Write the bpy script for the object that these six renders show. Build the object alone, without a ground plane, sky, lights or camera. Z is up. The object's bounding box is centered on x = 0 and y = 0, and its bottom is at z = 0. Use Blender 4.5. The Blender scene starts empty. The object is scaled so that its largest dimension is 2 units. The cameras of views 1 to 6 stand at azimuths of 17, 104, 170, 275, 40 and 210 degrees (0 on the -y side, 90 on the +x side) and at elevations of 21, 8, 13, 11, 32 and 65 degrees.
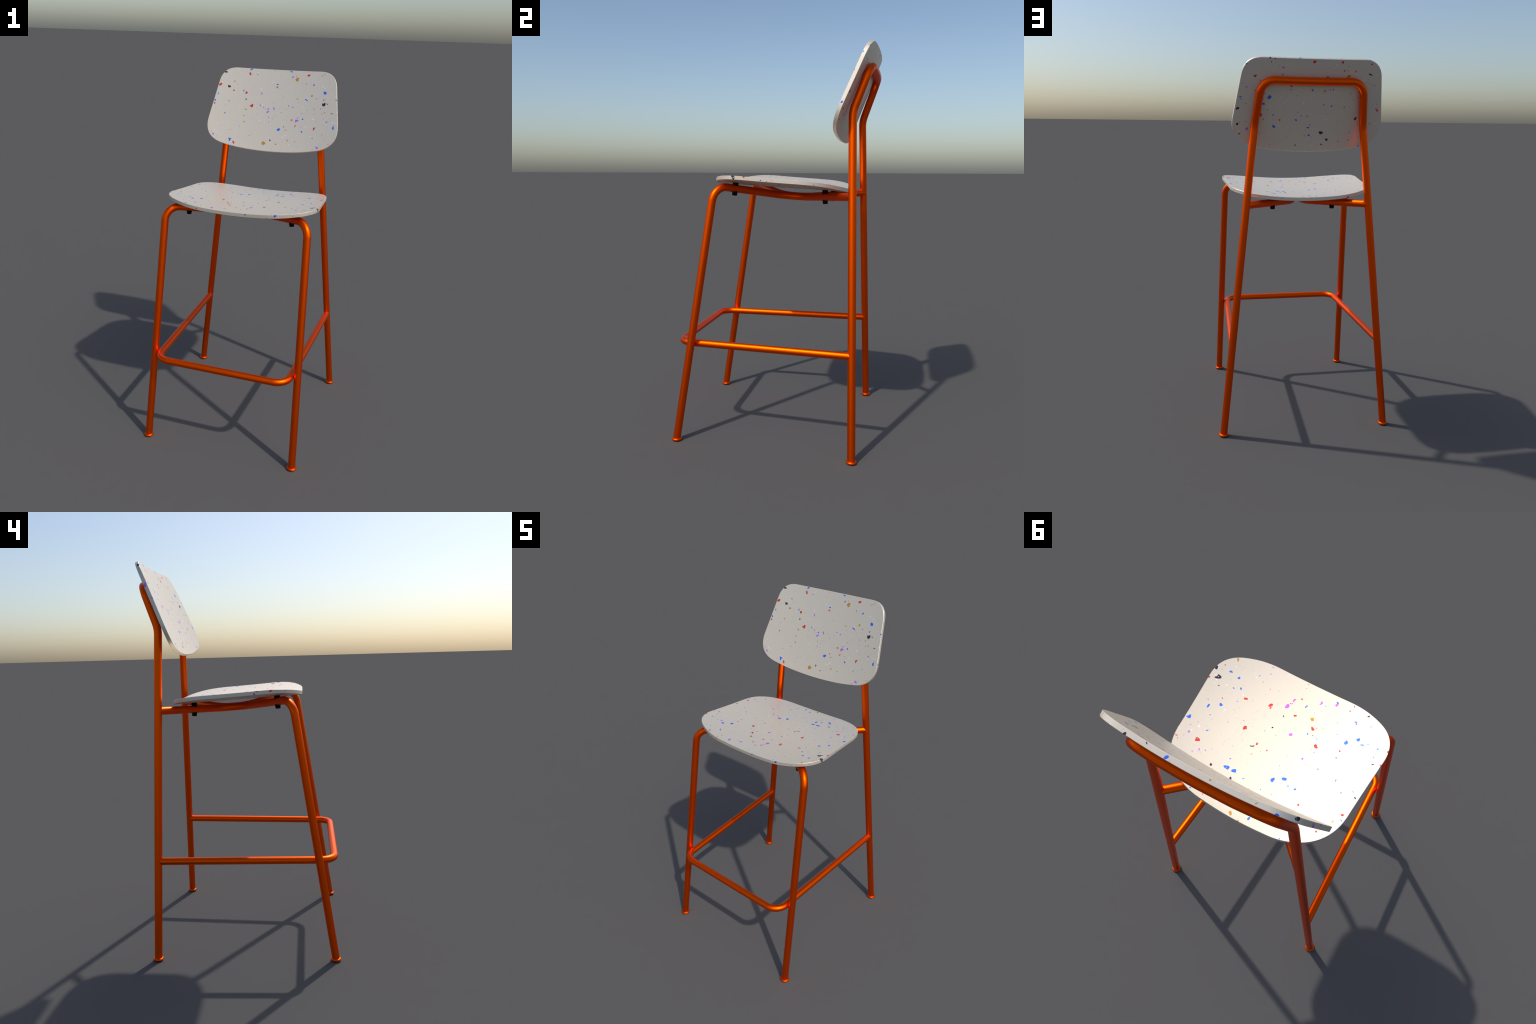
"""Tall bar stool: bent steel tube frame in orange metallic lacquer, seat and
backrest of pale speckled recycled-plastic board, black rubber mounts."""
import bpy, bmesh, math
from mathutils import Vector, Matrix

# ------------------------------------------------------------------ sizes (m)
TUBE_R = 0.0197          # legs, back bow, seat rails
REST_R = 0.0190          # footrest tube
BOARD = 0.0190           # thickness of seat / backrest board
ROUND = 0.0012           # small chamfer on board rims

# ------------------------------------------------------------------ materials
def principled(name):
    m = bpy.data.materials.new(name)
    m.use_nodes = True
    nt = m.node_tree
    return m, nt, nt.nodes["Principled BSDF"]


def make_lacquer():
    m, nt, b = principled("orange_metallic_lacquer")
    b.inputs["Base Color"].default_value = (1.0, 0.099, 0.0005, 1)
    b.inputs["Metallic"].default_value = 1.0
    b.inputs["Roughness"].default_value = 0.42
    return m


def make_rubber():
    m, nt, b = principled("black_rubber")
    b.inputs["Base Color"].default_value = (0.004, 0.004, 0.004, 1)
    b.inputs["Roughness"].default_value = 0.75
    b.inputs["Specular IOR Level"].default_value = 0.2
    return m


def make_terrazzo(name, shift):
    """Pale board with embedded plastic chips: several Voronoi chip layers."""
    m, nt, b = principled(name)
    N, L = nt.nodes, nt.links

    def math_node(op, a, c=None, clamp=False):
        n = N.new("ShaderNodeMath"); n.operation = op; n.use_clamp = clamp
        for i, v in enumerate((a, c)):
            if v is None:
                continue
            if isinstance(v, (int, float)):
                n.inputs[i].default_value = v
            else:
                L.new(v, n.inputs[i])
        return n.outputs[0]

    tc = N.new("ShaderNodeTexCoord")
    mp = N.new("ShaderNodeMapping"); mp.inputs["Location"].default_value = shift
    L.new(tc.outputs["Object"], mp.inputs["Vector"])

    def warped(scale, amount, seed):
        nz = N.new("ShaderNodeTexNoise"); nz.inputs["Scale"].default_value = scale
        nz.inputs["Detail"].default_value = 0.0
        off = N.new("ShaderNodeVectorMath"); off.operation = "ADD"
        off.inputs[1].default_value = (seed, seed * 1.7, -seed)
        L.new(mp.outputs[0], off.inputs[0]); L.new(off.outputs[0], nz.inputs["Vector"])
        c = N.new("ShaderNodeVectorMath"); c.operation = "SUBTRACT"
        c.inputs[1].default_value = (.5, .5, .5); L.new(nz.outputs["Color"], c.inputs[0])
        s = N.new("ShaderNodeVectorMath"); s.operation = "SCALE"
        s.inputs["Scale"].default_value = amount; L.new(c.outputs[0], s.inputs[0])
        a = N.new("ShaderNodeVectorMath"); a.operation = "ADD"
        L.new(off.outputs[0], a.inputs[0]); L.new(s.outputs[0], a.inputs[1])
        return a.outputs[0]

    def chips(scale, keep, rmin, rmax, warp_scale, warp, seed, hollow):
        """mask (0..1) and per-chip random value"""
        v = N.new("ShaderNodeTexVoronoi"); v.inputs["Scale"].default_value = scale
        v.inputs["Randomness"].default_value = 1.0
        L.new(warped(warp_scale, warp, seed), v.inputs["Vector"])
        sep = N.new("ShaderNodeSeparateColor"); L.new(v.outputs["Color"], sep.inputs[0])
        present = math_node("LESS_THAN", sep.outputs[0], keep)
        size = math_node("POWER", sep.outputs[1], 1.6)
        rad = math_node("ADD", math_node("MULTIPLY", size, (rmax - rmin) * scale), rmin * scale)
        d = math_node("SUBTRACT", rad, v.outputs["Distance"])
        mask = math_node("MULTIPLY", d, 1.0 / (0.0009 * scale), True)
        mask = math_node("MULTIPLY", mask, present)
        if hollow:
            nz = N.new("ShaderNodeTexNoise"); nz.inputs["Scale"].default_value = 130
            L.new(mp.outputs[0], nz.inputs["Vector"])
            inner = math_node("MULTIPLY", math_node("SUBTRACT", d, 0.0034 * scale), 1 / (0.001 * scale), True)
            hole = math_node("MULTIPLY", math_node("SUBTRACT", nz.outputs[0], 0.60), 9.0, True)
            mask = math_node("MULTIPLY", mask, math_node("SUBTRACT", 1.0, math_node("MULTIPLY", hole, inner)))
        return mask, sep.outputs[2]

    def mix(base, col, fac):
        n = N.new("ShaderNodeMix"); n.data_type = "RGBA"
        L.new(fac, n.inputs["Factor"]); L.new(base, n.inputs["A"])
        if isinstance(col, tuple):
            n.inputs["B"].default_value = col
        else:
            L.new(col, n.inputs["B"])
        return n.outputs["Result"]

    def palette(value, stops):
        r = N.new("ShaderNodeValToRGB"); cr = r.color_ramp; cr.interpolation = "CONSTANT"
        while len(cr.elements) < len(stops):
            cr.elements.new(0.5)
        for e, (p, c) in zip(cr.elements, stops):
            e.position = p; e.color = c
        L.new(value, r.inputs[0])
        return r.outputs[0]

    BLUE, RED = (.035, .17, .90, 1), (.74, .045, .03, 1)
    BLACK, PLUM = (.04, .026, .055, 1), (.60, .15, .88, 1)
    OCHRE = (.62, .29, .035, 1)
    base = N.new("ShaderNodeRGB"); base.outputs[0].default_value = (.785, .69, .56, 1)
    col = base.outputs[0]
    # faint pale-grey and white crumbs in the ground colour
    f, _ = chips(70, .40, .0015, .0055, 60, .010, 11.3, False)
    col = mix(col, (.62, .58, .51, 1), math_node("MULTIPLY", f, .55))
    f, _ = chips(60, .26, .0015, .0045, 60, .008, 5.1, False)
    col = mix(col, (.90, .90, .88, 1), f)
    # small coloured chips
    f, v = chips(46, .30, .0024, .0056, 80, .012, 3.7, False)
    col = mix(col, palette(v, [(0, BLUE), (.34, RED), (.60, PLUM), (.78, BLACK), (.90, OCHRE)]),
              math_node("MULTIPLY", f, .85))
    # large coloured chips, some with pale cores
    f, v = chips(28, .50, .0046, .0112, 48, .020, 8.2, True)
    col = mix(col, palette(v, [(0, BLUE), (.33, BLACK), (.55, RED), (.78, PLUM), (.88, OCHRE)]), f)
    L.new(col, b.inputs["Base Color"])
    b.inputs["Metallic"].default_value = 0.5      # pearly sheen of the pressed flakes
    b.inputs["Roughness"].default_value = 0.46
    nz = N.new("ShaderNodeTexNoise"); nz.inputs["Scale"].default_value = 260
    L.new(mp.outputs[0], nz.inputs["Vector"])
    bp = N.new("ShaderNodeBump"); bp.inputs["Strength"].default_value = 0.03
    bp.inputs["Distance"].default_value = 0.002
    L.new(nz.outputs[0], bp.inputs["Height"]); L.new(bp.outputs[0], b.inputs["Normal"])
    return m


LACQUER, RUBBER = make_lacquer(), make_rubber()

# ------------------------------------------------------------------ helpers
def add_object(name, bm, mat, parent, smooth_angle=40):
    me = bpy.data.meshes.new(name)
    bmesh.ops.recalc_face_normals(bm, faces=bm.faces)
    bm.to_mesh(me); bm.free()
    me.materials.append(mat)
    me.shade_smooth()
    me.set_sharp_from_angle(angle=math.radians(smooth_angle))
    ob = bpy.data.objects.new(name, me)
    bpy.context.scene.collection.objects.link(ob)
    ob.parent = parent
    return ob


def fillet_path(points, radii, step=0.012):
    """Poly-line with circular arcs of the given radius at inner points."""
    P = [Vector(p) for p in points]
    out = [P[0]]
    for i in range(1, len(P) - 1):
        a, b = (P[i - 1] - P[i]).normalized(), (P[i + 1] - P[i]).normalized()
        r = radii[i - 1]
        ang = a.angle(b)
        if r <= 0 or ang > math.pi - 1e-4:
            out.append(P[i]); continue
        d = r / math.tan(ang / 2)
        bis = (a + b).normalized()
        c = P[i] + bis * (r / math.sin(ang / 2))
        s, e = P[i] + a * d - c, P[i] + b * d - c
        turn = s.angle(e); n = max(4, int(r * turn / step * 2))
        ax = s.cross(e).normalized()
        for k in range(n + 1):
            out.append(c + Matrix.Rotation(turn * k / n, 3, ax) @ s)
    out.append(P[-1])
    return out


def tube(bm, path, r, sides=28):
    rings, prev = [], None
    for i, p in enumerate(path):
        t = (path[min(i + 1, len(path) - 1)] - path[max(i - 1, 0)]).normalized()
        if prev is None:
            u = t.orthogonal().normalized()
        else:
            u = (prev - t * prev.dot(t)).normalized()
        prev = u
        w = t.cross(u)
        rings.append([bm.verts.new(p + (u * math.cos(a) + w * math.sin(a)) * r)
                      for a in (2 * math.pi * k / sides for k in range(sides))])
    for A, B in zip(rings, rings[1:]):
        for k in range(sides):
            bm.faces.new((A[k], A[(k + 1) % sides], B[(k + 1) % sides], B[k]))
    bm.faces.new(rings[0]); bm.faces.new(rings[-1])


def lathe(bm, profile, origin, axis, sides=32):
    axis = Vector(axis).normalized()
    u = axis.orthogonal().normalized(); w = axis.cross(u)
    rings = []
    for r, h in profile:
        if r == 0:
            rings.append([bm.verts.new(Vector(origin) + axis * h)])
        else:
            rings.append([bm.verts.new(Vector(origin) + axis * h + (u * math.cos(a) + w * math.sin(a)) * r)
                          for a in (2 * math.pi * k / sides for k in range(sides))])
    for A, B in zip(rings, rings[1:]):
        for k in range(sides):
            q = [A[k % len(A)], A[(k + 1) % len(A)], B[(k + 1) % len(B)], B[k % len(B)]]
            q = [v for i, v in enumerate(q) if v not in q[:i]]
            bm.faces.new(q)


def rounded_outline(half, radii, count=220):
    """Symmetric plan outline: half polygon (x>=0) from one end of the axis to
    the other; corners softened by quadratic blends, resampled evenly."""
    full = [Vector(p) for p in half] + [Vector((-x, y)) for x, y in half[-2:0:-1]]
    rad = list(radii) + list(radii[-2:0:-1])
    pts, n = [], len(full)
    for i in range(n):
        p, a, b = full[i], full[i - 1] - full[i], full[(i + 1) % n] - full[i]
        s = p + a.normalized() * min(rad[i], a.length * .98)
        e = p + b.normalized() * min(rad[i], b.length * .98)
        for k in range(25):
            t = k / 24
            pts.append(s * (1 - t) ** 2 + p * 2 * t * (1 - t) + e * t * t)
    lens = [0.0]
    for a, b in zip(pts, pts[1:] + pts[:1]):
        lens.append(lens[-1] + (b - a).length)
    out, j = [], 0
    for k in range(count):
        d = lens[-1] * k / count
        while lens[j + 1] < d:
            j += 1
        f = (d - lens[j]) / max(lens[j + 1] - lens[j], 1e-9)
        out.append(pts[j].lerp(pts[(j + 1) % len(pts)], f))
    return out


def board(bm, outline, centre, place, thick):
    """Curved board: `place(s, t, n)` bends the flat outline into space."""
    c = Vector(centre)
    n = len(outline)

    def ring(inset, h):
        vs = []
        for i, p in enumerate(outline):
            tan = (outline[(i + 1) % n] - outline[i - 1]).normalized()
            q = p + Vector((-tan.y, tan.x)) * inset * orient
            vs.append(bm.verts.new(place(q.x, q.y, h)))
        return vs

    area = sum(a.x * b.y - b.x * a.y for a, b in zip(outline, outline[1:] + outline[:1]))
    orient = 1 if area > 0 else -1
    h, r = thick / 2, ROUND
    prof = []
    for k in range(2):                       # upper rim chamfer
        a = math.pi / 2 * k
        prof.append((r - r * math.sin(a), h - r + r * math.cos(a)))
    for k in range(2):                       # lower rim chamfer
        a = math.pi / 2 * k
        prof.append((r - r * math.cos(a), -h + r - r * math.sin(a)))
    rings = [ring(i, z) for i, z in prof]

    def cap(edge, z):
        prev, loops = edge, 26
        inner = [p + Vector((-(outline[(i + 1) % n] - outline[i - 1]).normalized().y,
                             (outline[(i + 1) % n] - outline[i - 1]).normalized().x)) * r * orient
                 for i, p in enumerate(outline)]
        for j in range(1, loops):
            f = 1 - j / loops
            cur = [bm.verts.new(place(*(c + (p - c) * f), z)) for p in inner]
            for i in range(n):
                bm.faces.new((prev[i], prev[(i + 1) % n], cur[(i + 1) % n], cur[i]))
            prev = cur
        m = bm.verts.new(place(c.x, c.y, z))
        for i in range(n):
            bm.faces.new((prev[i], prev[(i + 1) % n], m))

    for A, B in zip(rings, rings[1:]):
        for i in range(n):
            bm.faces.new((A[i], A[(i + 1) % n], B[(i + 1) % n], B[i]))
    cap(rings[0], h)
    cap(rings[-1], -h)


# ------------------------------------------------------------------ the stool
stool = bpy.data.objects.new("bar_stool", None)
bpy.context.scene.collection.objects.link(stool)
stool["label"] = "tall orange tube bar stool with white speckled seat and backrest"
stool["category"] = "bar stool"

# --- backrest: leaning board, hollow towards the sitter
BACK_Y, BACK_Z, LEAN = 0.4082, 1.7913, 0.3735
BOW, BOW4 = 0.1682, 0.0679

def back_place(s, t, n):
    """s across, t up the board, n towards the sitter from mid-thickness"""
    off = BOW * s * s + BOW4 * s ** 4 + n
    return Vector((s, BACK_Y + t * math.sin(LEAN) - off * math.cos(LEAN),
                   BACK_Z + t * math.cos(LEAN) + off * math.sin(LEAN)))

back_half = [(0, -.2672), (.2047, -.2543), (.4094, -.2155), (.3394, .2163), (0, .2187)]
bm = bmesh.new()
board(bm, rounded_outline(back_half, [.12, .075, .1286, .0896, .12]), (0, 0), back_place, BOARD)
add_object("backrest", bm, make_terrazzo("speckled_board_back", (0.13, 0.31, 0.07)), stool, 25)

# --- seat: dished across, sloping back, rolled down a little at the front
def seat_height(x, y):
    return (1.3285 - .0550 * y - .0081 * y * y - .0310 * y ** 3
            + (.1894 - .0211 * y + .1821 * y * y) * x * x + .0685 * x ** 4)

def seat_place(x, y, n):
    return Vector((x, y, seat_height(x, y) - BOARD / 2 + n))

seat_half = [(0, -.3176), (.2428, -.3145), (.4191, -.2359), (.3980, .02), (.3831, .2807), (.2047, .3489), (0, .3627)]
bm = bmesh.new()
board(bm, rounded_outline(seat_half, [.12, .075, .112, .10, .1404, .045, .12]), (0, .02), seat_place, BOARD)
add_object("seat", bm, make_terrazzo("speckled_board_seat", (-0.42, 0.05, 0.21)), stool, 25)

# --- rear frame: one bent tube, both back legs and the bow behind the backrest
REAR_FOOT = Vector((.4580, .4354, 0.0))
BOW_N = -(BOARD / 2 + TUBE_R - .001)
kink = Vector((.2827, .3870, 1.676))
top = back_place(.2551, .1148, BOW_N)
right = [REAR_FOOT + Vector((0, 0, .008)), kink, top]
crest = [back_place(s, .1148, BOW_N) for s in (.13, 0, -.13)]
mir = [Vector((-p.x, p.y, p.z)) for p in reversed(right)]
path = fillet_path(right + crest + mir, [.16, .075, .5, .9, .5, .075, .16])
bm = bmesh.new(); tube(bm, path, TUBE_R)
rear = add_object("rear_frame", bm, LACQUER, stool)

# --- front legs, each running on as a seat rail that swings in below the seat
FRONT_FOOT = Vector((.4253, -.4773, 0.0))
corner = Vector((.3845, -.2718, 1.324))
waist = Vector((-.045, .045, 1.256))
joint = REAR_FOOT.lerp(kink, 1.274 / 1.676)
front_legs = []
for side in (1, -1):
    pts = [FRONT_FOOT + Vector((0, 0, .008)), corner, waist, joint]
    pts = [Vector((p.x * side, p.y, p.z)) for p in pts]
    bm = bmesh.new(); tube(bm, fillet_path(pts, [.075, .13]), TUBE_R)
    front_legs.append(add_object("front_leg", bm, LACQUER, stool))

# --- footrest: U-shaped hoop from one rear leg round the front to the other
rest_end = REAR_FOOT.lerp(kink, .515 / 1.676)
rest_corner = Vector((.3668, -.4749, .5148))
pts = [rest_end, rest_corner]
pts = pts + [Vector((-p.x, p.y, p.z)) for p in reversed(pts)]
bm = bmesh.new(); tube(bm, fillet_path(pts, [.075, .075]), REST_R)
add_object("footrest", bm, LACQUER, stool)

# --- foot caps: flanged glides of the same colour
cap_profile = [(0, 0), (.0195, 0)] + [
    (.0195 + .0068 * math.sin(a), .0068 - .0068 * math.cos(a))
    for a in (math.pi * k / 10 for k in range(1, 10))] + [(.0195, .0136), (0, .0136)]
for foot, owners in ((REAR_FOOT, (rear, rear)), (FRONT_FOOT, front_legs)):
    for side, owner in zip((1, -1), owners):
        bm = bmesh.new()
        lathe(bm, cap_profile, (foot.x * side, foot.y, 0), (0, 0, 1))
        add_object("foot_cap", bm, LACQUER, owner, 50)

# --- rubber mounts between rails and seat: stubs piercing the rail
stub = [(0, -.0355), (.0112, -.0355), (.0123, -.0340), (.0142, -.018), (.0146, .0), (.0146, .036), (0, .036)]
for x, y in ((.2835, -.196), (.1745, .246)):
    a, b = (corner, waist) if y < 0 else (waist, joint)
    t = (y - a.y) / (b.y - a.y)
    p = a.lerp(b, t)
    along = (b - a).normalized()
    up = (Vector((0, 0, 1)) - along * along.z).normalized()
    for side, owner in zip((1, -1), front_legs):
        bm = bmesh.new()
        lathe(bm, stub, (p.x * side, p.y, p.z), (up.x * side, up.y, up.z), 24)
        add_object("seat_mount", bm, RUBBER, owner, 50)
